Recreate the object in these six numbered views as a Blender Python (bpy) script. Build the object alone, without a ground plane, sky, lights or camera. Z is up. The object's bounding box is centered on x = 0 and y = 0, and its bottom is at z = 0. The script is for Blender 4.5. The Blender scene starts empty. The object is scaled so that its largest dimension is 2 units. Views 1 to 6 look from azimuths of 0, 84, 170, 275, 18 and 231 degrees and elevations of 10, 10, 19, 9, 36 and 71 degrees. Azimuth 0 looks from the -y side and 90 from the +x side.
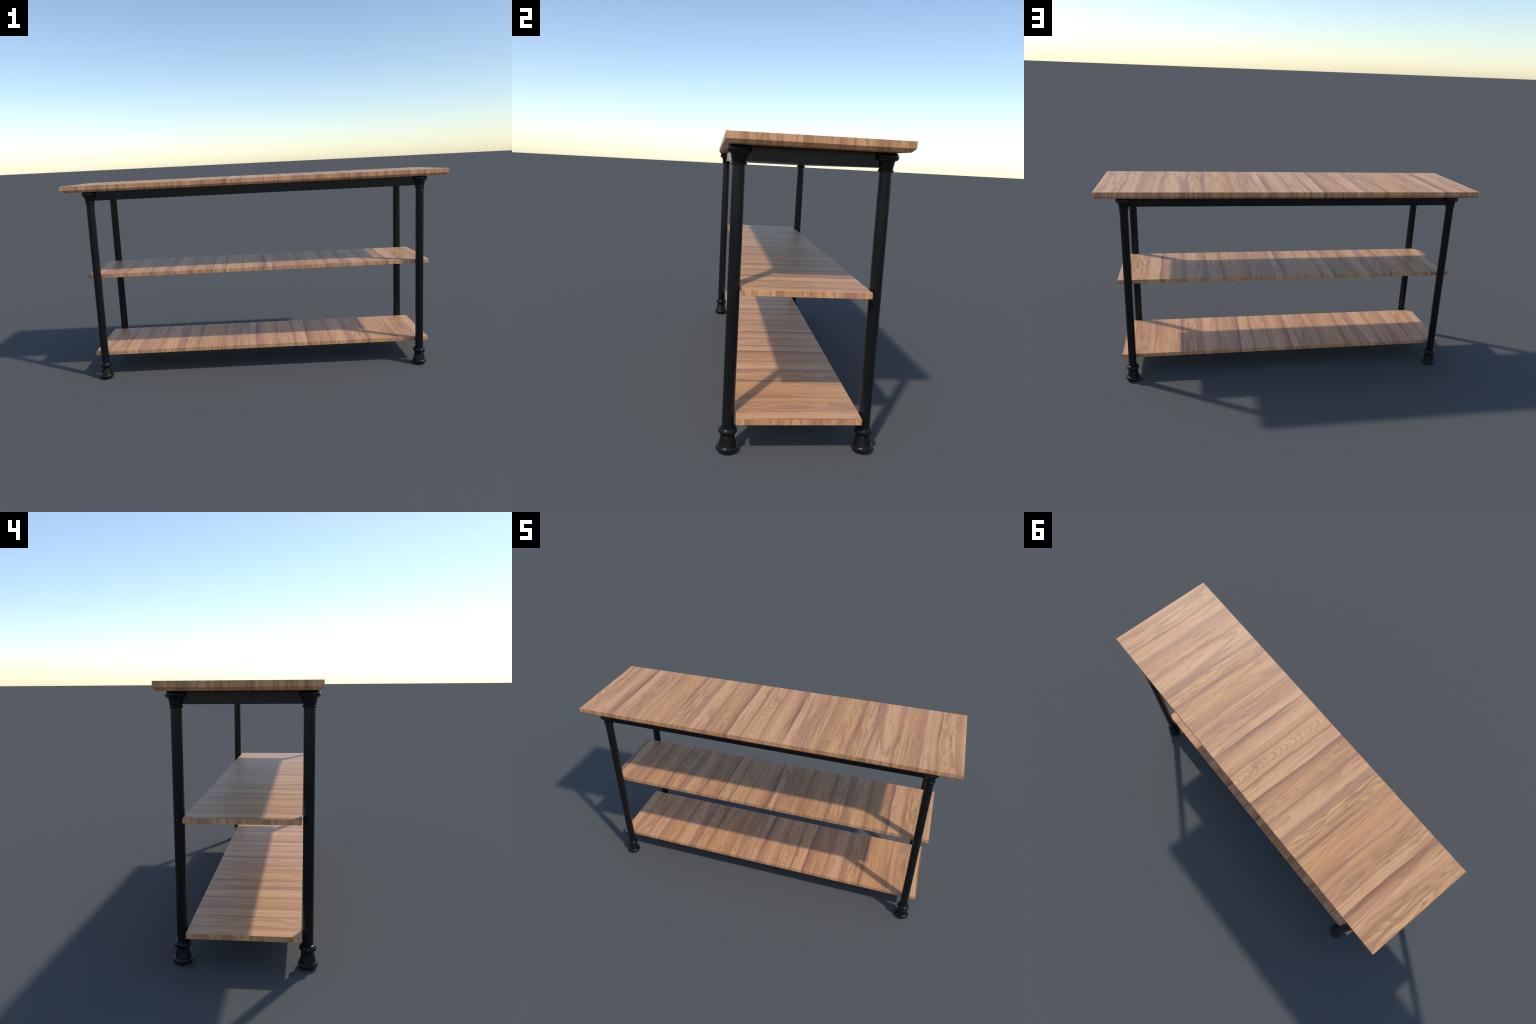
"""Long three-tier console table: wooden top with an under-chamfered rim, two thin
wooden shelves, a black metal apron frame and four turned black metal posts."""
import bpy, bmesh, math

# ----------------------------------------------------------------- dimensions
TOP_X, TOP_Y = 1.0, 0.2815            # half sizes of the top
TOP_Z0, TOP_ZC, TOP_Z1 = 1.0226, 1.0345, 1.0560   # underside, chamfer line, upper face
TOP_CHAMFER = 0.0115
SHELF_X, SHELF_Y = 0.9194, 0.2112     # half sizes of both shelves
SHELF_TOPS = (0.5762, 0.1409)
SHELF_T = 0.0210
POST_X, POST_Y, POST_R = 0.8632, 0.2355, 0.0205
APRON_X, APRON_Y = 0.8662, 0.2387     # outer faces of the apron
APRON_Z0 = 0.9745
SEG = 64


# ------------------------------------------------------------- node shorthand
class Graph:
    def __init__(self, name):
        self.mat = bpy.data.materials.new(name)
        self.mat.use_nodes = True
        self.nt = self.mat.node_tree
        self.nt.nodes.clear()
        self.out = self.nt.nodes.new("ShaderNodeOutputMaterial")
        self.bsdf = self.nt.nodes.new("ShaderNodeBsdfPrincipled")
        self.nt.links.new(self.bsdf.outputs[0], self.out.inputs[0])

    def put(self, socket, value):
        if isinstance(value, bpy.types.NodeSocket):
            self.nt.links.new(value, socket)
        else:
            socket.default_value = value

    def math(self, op, a, b=0.0, c=0.0, clamp=False):
        n = self.nt.nodes.new("ShaderNodeMath")
        n.operation, n.use_clamp = op, clamp
        for s, v in zip(n.inputs, (a, b, c)):
            self.put(s, v)
        return n.outputs[0]

    def add(self, a, b): return self.math("ADD", a, b)
    def sub(self, a, b): return self.math("SUBTRACT", a, b)
    def mul(self, a, b): return self.math("MULTIPLY", a, b)

    def vec(self, x, y, z=0.0):
        n = self.nt.nodes.new("ShaderNodeCombineXYZ")
        for s, v in zip(n.inputs, (x, y, z)):
            self.put(s, v)
        return n.outputs[0]

    def split(self, v):
        n = self.nt.nodes.new("ShaderNodeSeparateXYZ")
        self.put(n.inputs[0], v)
        return n.outputs

    def noise(self, u, v, su, sv, seed=0.0, detail=2.0, rough=0.5):
        """Noise stretched su cells per metre across and sv along the grain."""
        n = self.nt.nodes.new("ShaderNodeTexNoise")
        n.inputs["Scale"].default_value = 1.0
        n.inputs["Detail"].default_value = detail
        n.inputs["Roughness"].default_value = rough
        self.put(n.inputs["Vector"], self.vec(self.mul(u, su), self.mul(v, sv), seed))
        return n.outputs[0]

    def ramp(self, fac, stops, mode="LINEAR"):
        n = self.nt.nodes.new("ShaderNodeValToRGB")
        n.color_ramp.interpolation = mode
        els = n.color_ramp.elements
        while len(els) < len(stops):
            els.new(0.5)
        for e, (p, c) in zip(els, stops):
            e.position = p
            e.color = (c, c, c, 1) if isinstance(c, (int, float)) else (*c, 1)
        self.put(n.inputs[0], fac)
        return n.outputs[0]

    def smooth(self, x, lo, hi, a=0.0, b=1.0):
        n = self.nt.nodes.new("ShaderNodeMapRange")
        n.interpolation_type = "SMOOTHSTEP"
        for s, v in zip(n.inputs, (x, lo, hi, a, b)):
            self.put(s, v)
        return n.outputs[0]

    def mixc(self, fac, a, b, mode="MIX"):
        n = self.nt.nodes.new("ShaderNodeMix")
        n.data_type, n.blend_type = "RGBA", mode
        self.put(n.inputs[0], fac)
        for s, v in ((n.inputs[6], a), (n.inputs[7], b)):
            self.put(s, v if isinstance(v, bpy.types.NodeSocket) else (*v, 1))
        return n.outputs[2]


# ------------------------------------------------------------------ materials
PALE = (0.780, 0.415, 0.198)
YELL = (0.795, 0.424, 0.188)
GOLD = (0.725, 0.356, 0.135)
MID = (0.685, 0.333, 0.141)
TAN = (0.610, 0.293, 0.136)
BROWN = (0.440, 0.198, 0.098)
GREY = (0.485, 0.250, 0.135)
DARK = (0.245, 0.104, 0.060)

# The veneer repeats every REPEAT metres across the grain.  Each entry is one
# position inside the repeat (metres) and the tone of the wood there.
REPEAT, START = 0.945, 0.955
STAVES = [
    (0.000, YELL), (0.076, YELL), (0.080, DARK), (0.090, MID),
    (0.110, PALE), (0.150, PALE), (0.155, DARK), (0.166, BROWN), (0.205, MID),
    (0.262, MID), (0.278, BROWN), (0.292, MID), (0.310, PALE), (0.358, PALE),
    (0.372, GREY), (0.410, BROWN), (0.415, YELL), (0.470, GOLD),
    (0.486, DARK), (0.502, TAN), (0.515, GOLD), (0.575, GOLD),
    (0.642, BROWN), (0.650, GOLD), (0.673, GOLD), (0.680, TAN),
    (0.760, TAN), (0.772, PALE), (0.806, PALE), (0.812, DARK), (0.850, TAN), (0.880, PALE),
]
LAST = [(0.900, PALE), (0.922, TAN), (0.940, BROWN), (0.945, YELL)]
# How strongly the growth-ring figure shows inside the repeat.
FIGURE = [
    (0.000, 0.9), (0.075, 0.9), (0.085, 0.3), (0.15, 0.35), (0.16, 0.1), (0.20, 0.3),
    (0.27, 0.6), (0.30, 0.1), (0.37, 0.1), (0.415, 0.25), (0.42, 0.9), (0.48, 0.9),
    (0.51, 0.5), (0.57, 0.4), (0.61, 0.05), (0.67, 0.1), (0.69, 0.9), (0.75, 0.9),
    (0.77, 0.1), (0.94, 0.15), (0.945, 0.9),
]


# Knots: place across and along the grain, size, how far the grain is pushed aside, roundness.
KNOTS = ((-0.224, 0.070, 0.0028, 0.60, 0.30), (0.588, -0.136, 0.0034, 0.15, 0.07), (0.541, 0.024, 0.0030, 0.20, 0.08),
         (-0.357, -0.140, 0.0034, 0.15, 0.07), (-0.404, 0.044, 0.0030, 0.20, 0.08))


def wood(name, u_sign, u_shift, v_sign, v_shift, end_shift, seed):
    """Veneer with the grain along y; rim faces carry the stripes on upright."""
    g = Graph(name)
    tc = g.nt.nodes.new("ShaderNodeTexCoord")
    x, y, z = g.split(tc.outputs["Object"])
    nx, ny, nz = g.split(tc.outputs["Normal"])
    is_end = g.math("GREATER_THAN", g.math("ABSOLUTE", nx), 0.5)
    is_top = g.math("GREATER_THAN", g.math("ABSOLUTE", nz), 0.85)
    u_face = g.add(g.mul(x, u_sign), u_shift)
    v_face = g.add(g.add(g.mul(y, v_sign), z), v_shift)
    u_end = g.sub(end_shift, y)
    v_end = g.add(z, 0.37)
    pick = lambda a, b: g.add(a, g.mul(is_end, g.sub(b, a)))
    u, v = pick(u_face, u_end), pick(v_face, v_end)

    centred = lambda n, amp: g.mul(g.sub(n, 0.5), amp)
    # the grain parts around the knots
    for ku, kv, r, keep, round_ in KNOTS:
        a, b = g.sub(u, ku), g.mul(g.sub(v, kv), 0.33)
        d2 = g.add(g.mul(a, a), g.mul(b, b))
        push = g.math("EXPONENT", g.mul(d2, -1.0 / (4.0 * r) ** 2))
        u = g.sub(u, g.mul(g.mul(a, push), keep))
    bend = g.add(centred(g.noise(u, v, 3.2, 2.6, 1.7 + seed), 0.036),
                 g.add(centred(g.noise(u, v, 12, 2.6, 4.1 + seed), 0.013),
                       centred(g.noise(u, v, 60, 9, 7.7 + seed), 0.0024)))
    uw = g.add(u, bend)
    # position inside the repeat
    t = g.math("FRACT", g.mul(g.sub(START, uw), 1 / REPEAT))
    first = g.ramp(t, [(p / REPEAT, c) for p, c in STAVES])
    last = g.ramp(t, [(p / REPEAT, c) for p, c in LAST])
    col = g.mixc(g.math("GREATER_THAN", t, 0.890 / REPEAT), first, last)
    fig = g.ramp(t, [(p / REPEAT, s) for p, s in FIGURE])

    # growth rings: contour lines of a stretched noise, pale after each dark line
    hills = g.noise(uw, v, 13, 2.2, 11.3 + seed, 1.5)
    hills = g.add(hills, centred(g.noise(u, v, 70, 16, 3.3), 0.030))
    ring = g.math("FRACT", g.mul(hills, 11.0))
    ring = g.mul(g.smooth(ring, 0.20, 0.80), g.smooth(ring, 1.0, 0.88))
    # nested arches of the flat-sawn stave in the middle of the top
    du = g.sub(g.add(u, g.mul(bend, 0.6)), -0.020)
    steep = g.add(105.0, g.mul(g.math("LESS_THAN", du, 0.0), -45.0))
    arch = g.sub(v, g.mul(g.mul(du, du), steep))
    arch = g.add(arch, centred(g.noise(u, v, 26, 8, 21.0), 0.060))
    arch = g.add(arch, centred(g.noise(0.0, v, 1, 9, 23.0), 0.10))
    arch = g.math("FRACT", g.mul(arch, 1 / 0.039))
    arch = g.mul(g.smooth(arch, 0.38, 0.80), g.smooth(arch, 1.0, 0.86))
    in_arch = g.mul(g.smooth(uw, -0.074, -0.066), g.smooth(uw, 0.013, 0.006))
    ring = g.add(g.mul(ring, g.sub(1.0, in_arch)), g.mul(g.mul(arch, in_arch), 1.0))
    col = g.mixc(g.mul(g.mul(ring, fig), 0.60), col, (0.330, 0.160, 0.080))

    # soft lengthwise clouds, medium streaks, fine pores
    cloud = g.noise(uw, v, 22, 1.2, 31.0 + seed, 2)
    streak = g.noise(uw, v, 90, 0.8, 37.0 + seed, 1)
    line = g.noise(uw, v, 230, 1.1, 39.0 + seed, 1)
    pore = g.noise(u, v, 560, 12, 41.0 + seed, 2)
    # heartwood: darkens gradually, then stops at a crisp edge; runs slightly askew
    askew = g.add(uw, g.mul(v, g.add(centred(g.noise(u, 0.0, 3, 1, 90.0), 0.25), 0.03)))
    heart = g.math("FRACT", g.mul(g.noise(askew, v, 9, 0.9, 33.0 + seed, 1), 7.0))
    heart = g.mul(g.smooth(heart, 0.45, 0.97), g.smooth(heart, 1.0, 0.965))
    where = g.smooth(g.noise(askew, v, 6, 1.2, 35.0 + seed, 1), 0.44, 0.58)
    col = g.mixc(g.mul(g.mul(heart, where), 0.75), col, BROWN)
    col = g.mixc(g.smooth(cloud, 0.53, 0.68, 0, 0.50), col, TAN)
    col = g.mixc(g.smooth(cloud, 0.48, 0.34, 0, 0.55), col, PALE)
    col = g.mixc(g.smooth(streak, 0.57, 0.72, 0, 0.55), col, BROWN)
    col = g.mixc(g.smooth(streak, 0.46, 0.32, 0, 0.35), col, YELL)
    col = g.mixc(g.smooth(line, 0.54, 0.70, 0, 0.40), col, BROWN)
    col = g.mixc(g.smooth(line, 0.48, 0.30, 0, 0.30), col, PALE)
    col = g.mixc(g.smooth(pore, 0.50, 0.68, 0, 0.30), col, BROWN)
    # thin wandering dark veins
    vein = g.noise(uw, v, 34, 1.1, 53.0 + seed, 1)
    vein = g.math("ABSOLUTE", g.sub(vein, 0.56))
    gate = g.smooth(g.noise(u, v, 9, 1.4, 59.0 + seed), 0.50, 0.62)
    col = g.mixc(g.mul(g.smooth(vein, 0.016, 0.0, 0, 0.75), gate), col, DARK)
    vein2 = g.math("ABSOLUTE", g.sub(g.noise(uw, v, 60, 1.3, 71.0 + seed, 1), 0.47))
    gate2 = g.smooth(g.noise(u, v, 7, 1.4, 73.0 + seed), 0.47, 0.60)
    col = g.mixc(g.mul(g.smooth(vein2, 0.022, 0.0, 0, 0.55), gate2), col, DARK)
    # cross flecks beside the flat-sawn staves
    fleck = g.noise(u, v, 130, 420, 61.0 + seed, 1)
    by_line = g.ramp(t, [(0.0, 0.25), (0.05, 0.5), (0.078, 1), (0.098, 0.5), (0.11, 0)])
    col = g.mixc(g.mul(g.smooth(fleck, 0.60, 0.72, 0, 0.5), by_line), col, BROWN)
    # a few small knots
    for ku, kv, r, keep, round_ in KNOTS:
        a = g.sub(u, ku)
        b = g.mul(g.sub(v, kv), round_)
        d = g.math("SQRT", g.add(g.mul(a, a), g.mul(b, b)))
        col = g.mixc(g.smooth(d, r, r * 0.1, 0, 0.8), col, (0.17, 0.080, 0.045))
    # the rim reads a little yellower than the faces
    stripe = g.noise(u, v, 50, 6, 81.0 + seed, 3, 0.6)
    rim = g.mixc(g.smooth(stripe, 0.52, 0.64, 0, 0.85), col, BROWN)
    rim = g.mixc(g.smooth(stripe, 0.47, 0.35, 0, 0.60), rim, PALE)
    rim = g.mixc(1.0, rim, (1.0, 0.955, 0.92), "MULTIPLY")
    col = g.mixc(is_top, rim, col)

    g.put(g.bsdf.inputs["Base Color"], col)
    g.bsdf.inputs["Roughness"].default_value = 0.48
    g.bsdf.inputs["Specular IOR Level"].default_value = 0.5
    bump = g.nt.nodes.new("ShaderNodeBump")
    bump.inputs["Strength"].default_value = 0.04
    bump.inputs["Distance"].default_value = 0.0006
    g.put(bump.inputs["Height"], g.add(pore, g.mul(streak, 0.5)))
    g.put(g.bsdf.inputs["Normal"], bump.outputs[0])
    return g.mat


def black_metal():
    g = Graph("black_painted_metal")
    tc = g.nt.nodes.new("ShaderNodeTexCoord")
    n = g.nt.nodes.new("ShaderNodeTexNoise")
    n.inputs["Scale"].default_value = 40
    g.put(n.inputs["Vector"], tc.outputs["Object"])
    col = g.ramp(n.outputs[0], [(0.3, (0.0074, 0.0078, 0.0082)), (0.7, (0.0084, 0.0088, 0.0092))])
    g.put(g.bsdf.inputs["Base Color"], col)
    g.bsdf.inputs["Roughness"].default_value = 0.27
    g.bsdf.inputs["Specular IOR Level"].default_value = 0.28
    return g.mat


# ------------------------------------------------------------------- geometry
def add_object(name, bm, mat, parent, loc=(0, 0, 0), smooth=False):
    me = bpy.data.meshes.new(name)
    bmesh.ops.recalc_face_normals(bm, faces=bm.faces)
    bm.to_mesh(me)
    bm.free()
    me.materials.append(mat)
    return place(name, me, parent, loc, smooth)


def place(name, me, parent, loc=(0, 0, 0), smooth=False):
    ob = bpy.data.objects.new(name, me)
    bpy.context.scene.collection.objects.link(ob)
    ob.location = loc
    ob.parent = parent
    if smooth:
        for p in me.polygons:
            p.use_smooth = True
    return ob


def block(sections):
    """Stack of rectangles (half_x, half_y, z) lofted into a closed board."""
    bm = bmesh.new()
    rows = [[bm.verts.new((sx * hx, sy * hy, z)) for sx, sy in ((-1, -1), (1, -1), (1, 1), (-1, 1))]
            for hx, hy, z in sections]
    for lo, hi in zip(rows, rows[1:]):
        for i in range(4):
            bm.faces.new((lo[i], lo[(i + 1) % 4], hi[(i + 1) % 4], hi[i]))
    bm.faces.new(rows[0][::-1])
    bm.faces.new(rows[-1])
    return bm


def ease(bm, width):
    bmesh.ops.bevel(bm, geom=bm.edges[:], offset=width, segments=2, profile=0.5, affect="EDGES")
    return bm


def beam(hx, hy, hz, width=0.0010):
    return ease(block([(hx, hy, -hz), (hx, hy, hz)]), width)


def arc(r, z, tube, a0, a1, n):
    """Half-round moulding: ring of radius r at height z, from angle a0 to a1 (degrees, 0 = outwards)."""
    return [(r + tube * math.cos(math.radians(a0 + (a1 - a0) * i / n)),
             z + tube * math.sin(math.radians(a0 + (a1 - a0) * i / n))) for i in range(n + 1)]


def turned(profile):
    """Lathe a list of profile runs; runs are split at hard creases."""
    bm = bmesh.new()
    for run in profile:
        rings = []
        for r, z in run:
            if r < 1e-6:
                rings.append([bm.verts.new((0, 0, z))])
            else:
                rings.append([bm.verts.new((r * math.cos(2 * math.pi * k / SEG), r * math.sin(2 * math.pi * k / SEG), z))
                              for k in range(SEG)])
        for a, b in zip(rings, rings[1:]):
            for k in range(SEG):
                j = (k + 1) % SEG
                if len(a) == 1:
                    bm.faces.new((a[0], b[j], b[k]))
                elif len(b) == 1:
                    bm.faces.new((a[k], a[j], b[0]))
                else:
                    bm.faces.new((a[k], a[j], b[j], b[k]))
    return bm


# ---------------------------------------------------------------- build table
table = bpy.data.objects.new("console_table", None)
table.empty_display_size = 0.1
bpy.context.scene.collection.objects.link(table)
table["label"] = "long three tier console table with wooden shelves and black turned metal legs"
table["category"] = "console table"

metal = black_metal()
top_wood = wood("veneer_of_top", 1.0, 0.0, 1.0, 0.0, 0.745, 0.0)
mid_wood = wood("veneer_of_middle_shelf", 1.0, 0.100, 1.0, 0.78, 0.70, 0.0)
low_wood = wood("veneer_of_lower_shelf", -1.0, 0.116, -1.0, 0.124, 0.62, 0.0)

h = TOP_Z1
bm = block([(TOP_X - TOP_CHAMFER, TOP_Y - TOP_CHAMFER, TOP_Z0 - h), (TOP_X, TOP_Y, TOP_ZC - h), (TOP_X, TOP_Y, 0)])
add_object("tabletop", ease(bm, 0.0007), top_wood, table, (0, 0, h))

for z, mat in zip(SHELF_TOPS, (mid_wood, low_wood)):
    bm = block([(SHELF_X, SHELF_Y, -SHELF_T), (SHELF_X, SHELF_Y, 0)])
    add_object("shelf", ease(bm, 0.0010), mat, table, (0, 0, z))

# apron: a closed black box section under the top, its corners hidden in the capitals
apron_z1 = TOP_Z0 + 0.001
hz = (apron_z1 - APRON_Z0) / 2
add_object("apron", beam(APRON_X, APRON_Y, hz), metal, table, (0, 0, (apron_z1 + APRON_Z0) / 2))

# turned post: shaft, foot and capital
shaft_bm = turned([[(POST_R, 0.080), (POST_R, 0.975)]])
foot_bm = turned([
    [(0.0, 0.0), (0.024, 0.0)] + arc(0.0240, 0.0140, 0.0140, -88, 68, 16),   # base bead
    [(0.0300, 0.0262), (0.0272, 0.0385), (0.0246, 0.0535)],                  # flared neck
    arc(0.0222, 0.0556, 0.0034, -75, 85, 8),                                 # thin fillet ring
    [(0.0226, 0.0585), (0.0226, 0.0655)],
    arc(0.0182, 0.0766, 0.0142, -68, 82, 16),                                # upper bead
])
cap_bm = turned([
    arc(0.0212, 0.9655, 0.0044, -85, 85, 8),                                 # thin fillet ring
    [(0.0221, 0.9680), (0.0240, 0.9810), (0.0277, 0.9985)],                  # flared neck
    arc(0.0256, 1.0096, 0.0134, -72, 88, 16),                                # crowning bead
    [(0.0262, 1.0229), (0.0, 1.0229)],
])
shaft_me = foot_me = cap_me = None
for sx in (-1, 1):
    for sy in (-1, 1):
        loc = (sx * POST_X, sy * POST_Y, 0)
        if shaft_me is None:
            leg = add_object("leg", shaft_bm, metal, table, loc, True)
            foot = add_object("foot", foot_bm, metal, leg, (0, 0, 0), True)
            cap = add_object("capital", cap_bm, metal, leg, (0, 0, 0), True)
            shaft_me, foot_me, cap_me = leg.data, foot.data, cap.data
        else:
            leg = place("leg", shaft_me, table, loc)
            place("foot", foot_me, leg)
            place("capital", cap_me, leg)
